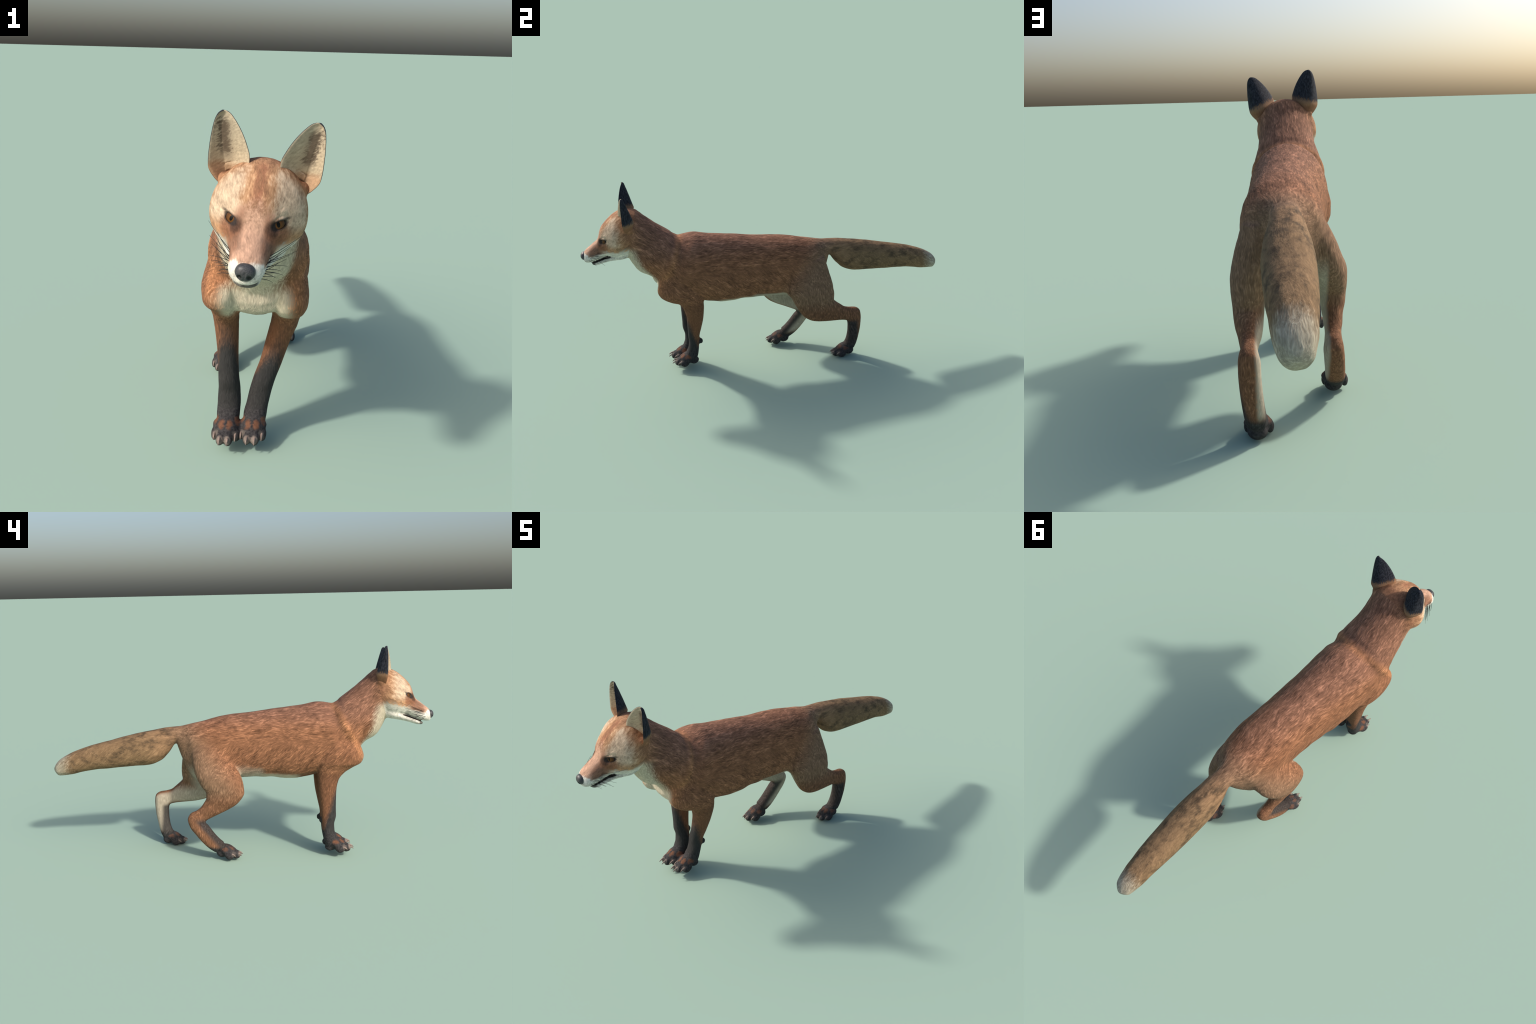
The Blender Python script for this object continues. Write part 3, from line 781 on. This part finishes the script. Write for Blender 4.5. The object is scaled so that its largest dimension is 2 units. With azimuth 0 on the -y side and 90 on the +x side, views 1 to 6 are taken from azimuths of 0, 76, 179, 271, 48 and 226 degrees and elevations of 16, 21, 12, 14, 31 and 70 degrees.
for s in (-1, 1):
    c, out, slit, lift = EYES[s]
    e = c - out * 0.0250
    v, f = ellipsoid(e, [slit * EYE_R, lift * EYE_R, out * EYE_R], 24)
    part('eye', v, f, eye_material(s), made['head'])
    # lids: a band from the almond opening on the eyeball out to the skin
    verts, faces = [], []
    A, R = 56, 10
    for i in range(A):
        th = 2 * math.pi * i / A
        cs, sn = math.cos(th), math.sin(th)
        ax = 0.0228 * cs
        hgt = (0.0088 if sn > 0 else 0.0104) * abs(sn) ** 1.1
        ay = math.copysign(hgt, sn) - 0.0005
        p0 = slit * ax + lift * ay
        rr = math.hypot(ax, ay)
        inner = e + unit(p0 + out * math.sqrt(max(1e-8, (EYE_R * 1.04) ** 2 - min(rr, EYE_R) ** 2))) * EYE_R * 1.05
        q = c + slit * 0.041 * cs + lift * 0.026 * sn
        hit = skin_bvh.ray_cast(Vector(q + out * 0.05), Vector(-out), 0.12)
        outer = np.array(hit[0]) - out * 0.0022 if hit[0] is not None else q
        for j in range(R + 1):
            t = j / R
            w_ = t * t * (3 - 2 * t)
            p = inner + (outer - inner) * t
            p = p + out * 0.0032 * (1 - t) ** 1.5 * min(1.0, 6 * t) * (1.2 if sn > 0 else 0.5)
            verts.append(p)
    for i in range(A):
        for j in range(R):
            a, b = i * (R + 1) + j, ((i + 1) % A) * (R + 1) + j
            faces.append((a, b, b + 1, a + 1) if s > 0 else (a, a + 1, b + 1, b))
    part('eyelid', verts, faces, FACE, made['head'])

# nose: leathery pad with two nostrils and a groove
v, f = ellipsoid((0, 0, 0), np.eye(3), 36)
out = []
for p in v:
    a, b, c = p                                       # lateral, forward, up
    wdt = 0.0250 * (1 - 0.22 * max(0, -c))
    q = V(math.copysign(abs(a) ** .85, a) * wdt, math.copysign(abs(b) ** .9, b) * 0.0195, math.copysign(abs(c) ** .9, c) * 0.0225)
    if b > 0:
        for s in (-1, 1):
            d = math.hypot((q[0] - s * 0.0115) / 0.0062, (q[2] + 0.0075) / 0.0055)
            q[1] -= 0.0065 * max(0, 1 - d) ** .7
        q[1] -= 0.0022 * max(0, 1 - abs(q[0]) / 0.002) * (q[2] < 0.004)
        q[1] += -0.004 * max(0, -c) ** 2
    out.append(head(q[0], 0.2205 + q[1], -0.1125 + q[2]))
g = Graph('nose_leather')
an, fn, un = g.dot(HL, HO), g.dot(HF, HO), g.dot(HU, HO)
vo = g.noise(420.0, 2.0)
ncol = g.mix(g.step(vo, 0.35, 0.7), (0.032, 0.032, 0.034), (0.070, 0.069, 0.072))
hole = g.blob((an.abs(), un), (0.0062, 0.0052), (0.0115, -0.1200), 0.5)
ncol = g.mix(hole, ncol, (0.005, 0.005, 0.005))
part('nose', out, f, g.finish(ncol, vo, 0.45, 0.25, 0.001, 0.4), made['head'])

# whiskers: two fans of thin bristles
def bristle(path, r0, r1, sides=5):
    path = np.array(path); verts, faces = [], []
    for i, p in enumerate(path):
        t = unit(path[min(i + 1, len(path) - 1)] - path[max(i - 1, 0)])
        n1 = unit(np.cross(t, HU)); n2 = np.cross(t, n1)
        r = r0 + (r1 - r0) * i / (len(path) - 1)
        for k in range(sides):
            th = 2 * math.pi * k / sides
            verts.append(p + r * (math.cos(th) * n1 + math.sin(th) * n2))
    for i in range(len(path) - 1):
        for k in range(sides):
            a, b = i * sides + k, i * sides + (k + 1) % sides
            faces.append((a, b, b + sides, a + sides))
    return verts, faces
for s in (-1, 1):
    for row in range(4):
        for kk in range(4 if row < 3 else 3):
            f0 = 0.150 + 0.013 * kk + 0.004 * row + rng.uniform(-.003, .003)
            u0 = -0.086 - 0.011 * row - 0.30 * (f0 - 0.15) + rng.uniform(-.002, .002)
            org = head(s * 0.08, f0, u0)
            hit = skin_bvh.ray_cast(Vector(org), Vector(-s * HL), 0.08)
            root = np.array(hit[0]) - s * HL * 0.002 if hit[0] is not None else head(s * .045, f0, u0)
            ln = (0.135 - 0.020 * row) * rng.uniform(.72, 1.05) * (1 - .13 * kk)
            d = unit(-HF * 0.74 + s * HL * (0.62 + .08 * row) + HU * (0.34 - 0.16 * row + rng.uniform(-.05, .05)))
            path = [root + d * ln * t + HU * 0.010 * t * t * (-1 if row > 1 else .2) - s * HL * 0.006 * t * t for t in np.linspace(0, 1, 9)]
            v, f = bristle(path, 0.0010, 0.0004)
            part('whisker', v, f, WHISKER, made['head'])

# claws
for name in PAWS:
    o, l, f_, k = paw_frame(name)
    up = V(0, 0, 1)
    for a, b in TOES:
        reach = 0.024 if name.startswith('fore') else 0.018
        base_ = o + k * (a * 1.03 * l + (b + 0.017) * f_ + 0.030 * up)
        path = [base_ + k * (reach * t * f_ - 0.012 * t * t * up) for t in np.linspace(0, 1, 9)]
        rad = [0.0050 * k * (1 - t) ** .55 + 0.0006 for t in np.linspace(0, 1, 9)]
        verts, faces = [], []
        for i, p in enumerate(path):
            tg = unit(path[min(i + 1, 8)] - path[max(i - 1, 0)]); n2 = unit(np.cross(tg, l))
            for q in range(10):
                th = 2 * math.pi * q / 10
                verts.append(p + rad[i] * (0.8 * math.cos(th) * l + math.sin(th) * n2))
        for i in range(8):
            for q in range(10):
                A_, B_ = i * 10 + q, i * 10 + (q + 1) % 10
                faces.append((A_, B_, B_ + 10, A_ + 10))
        faces.append(tuple(range(80, 90)))
        part('claw', verts, faces, CLAW, made[name])
bpy.data.meshes.remove(skin)
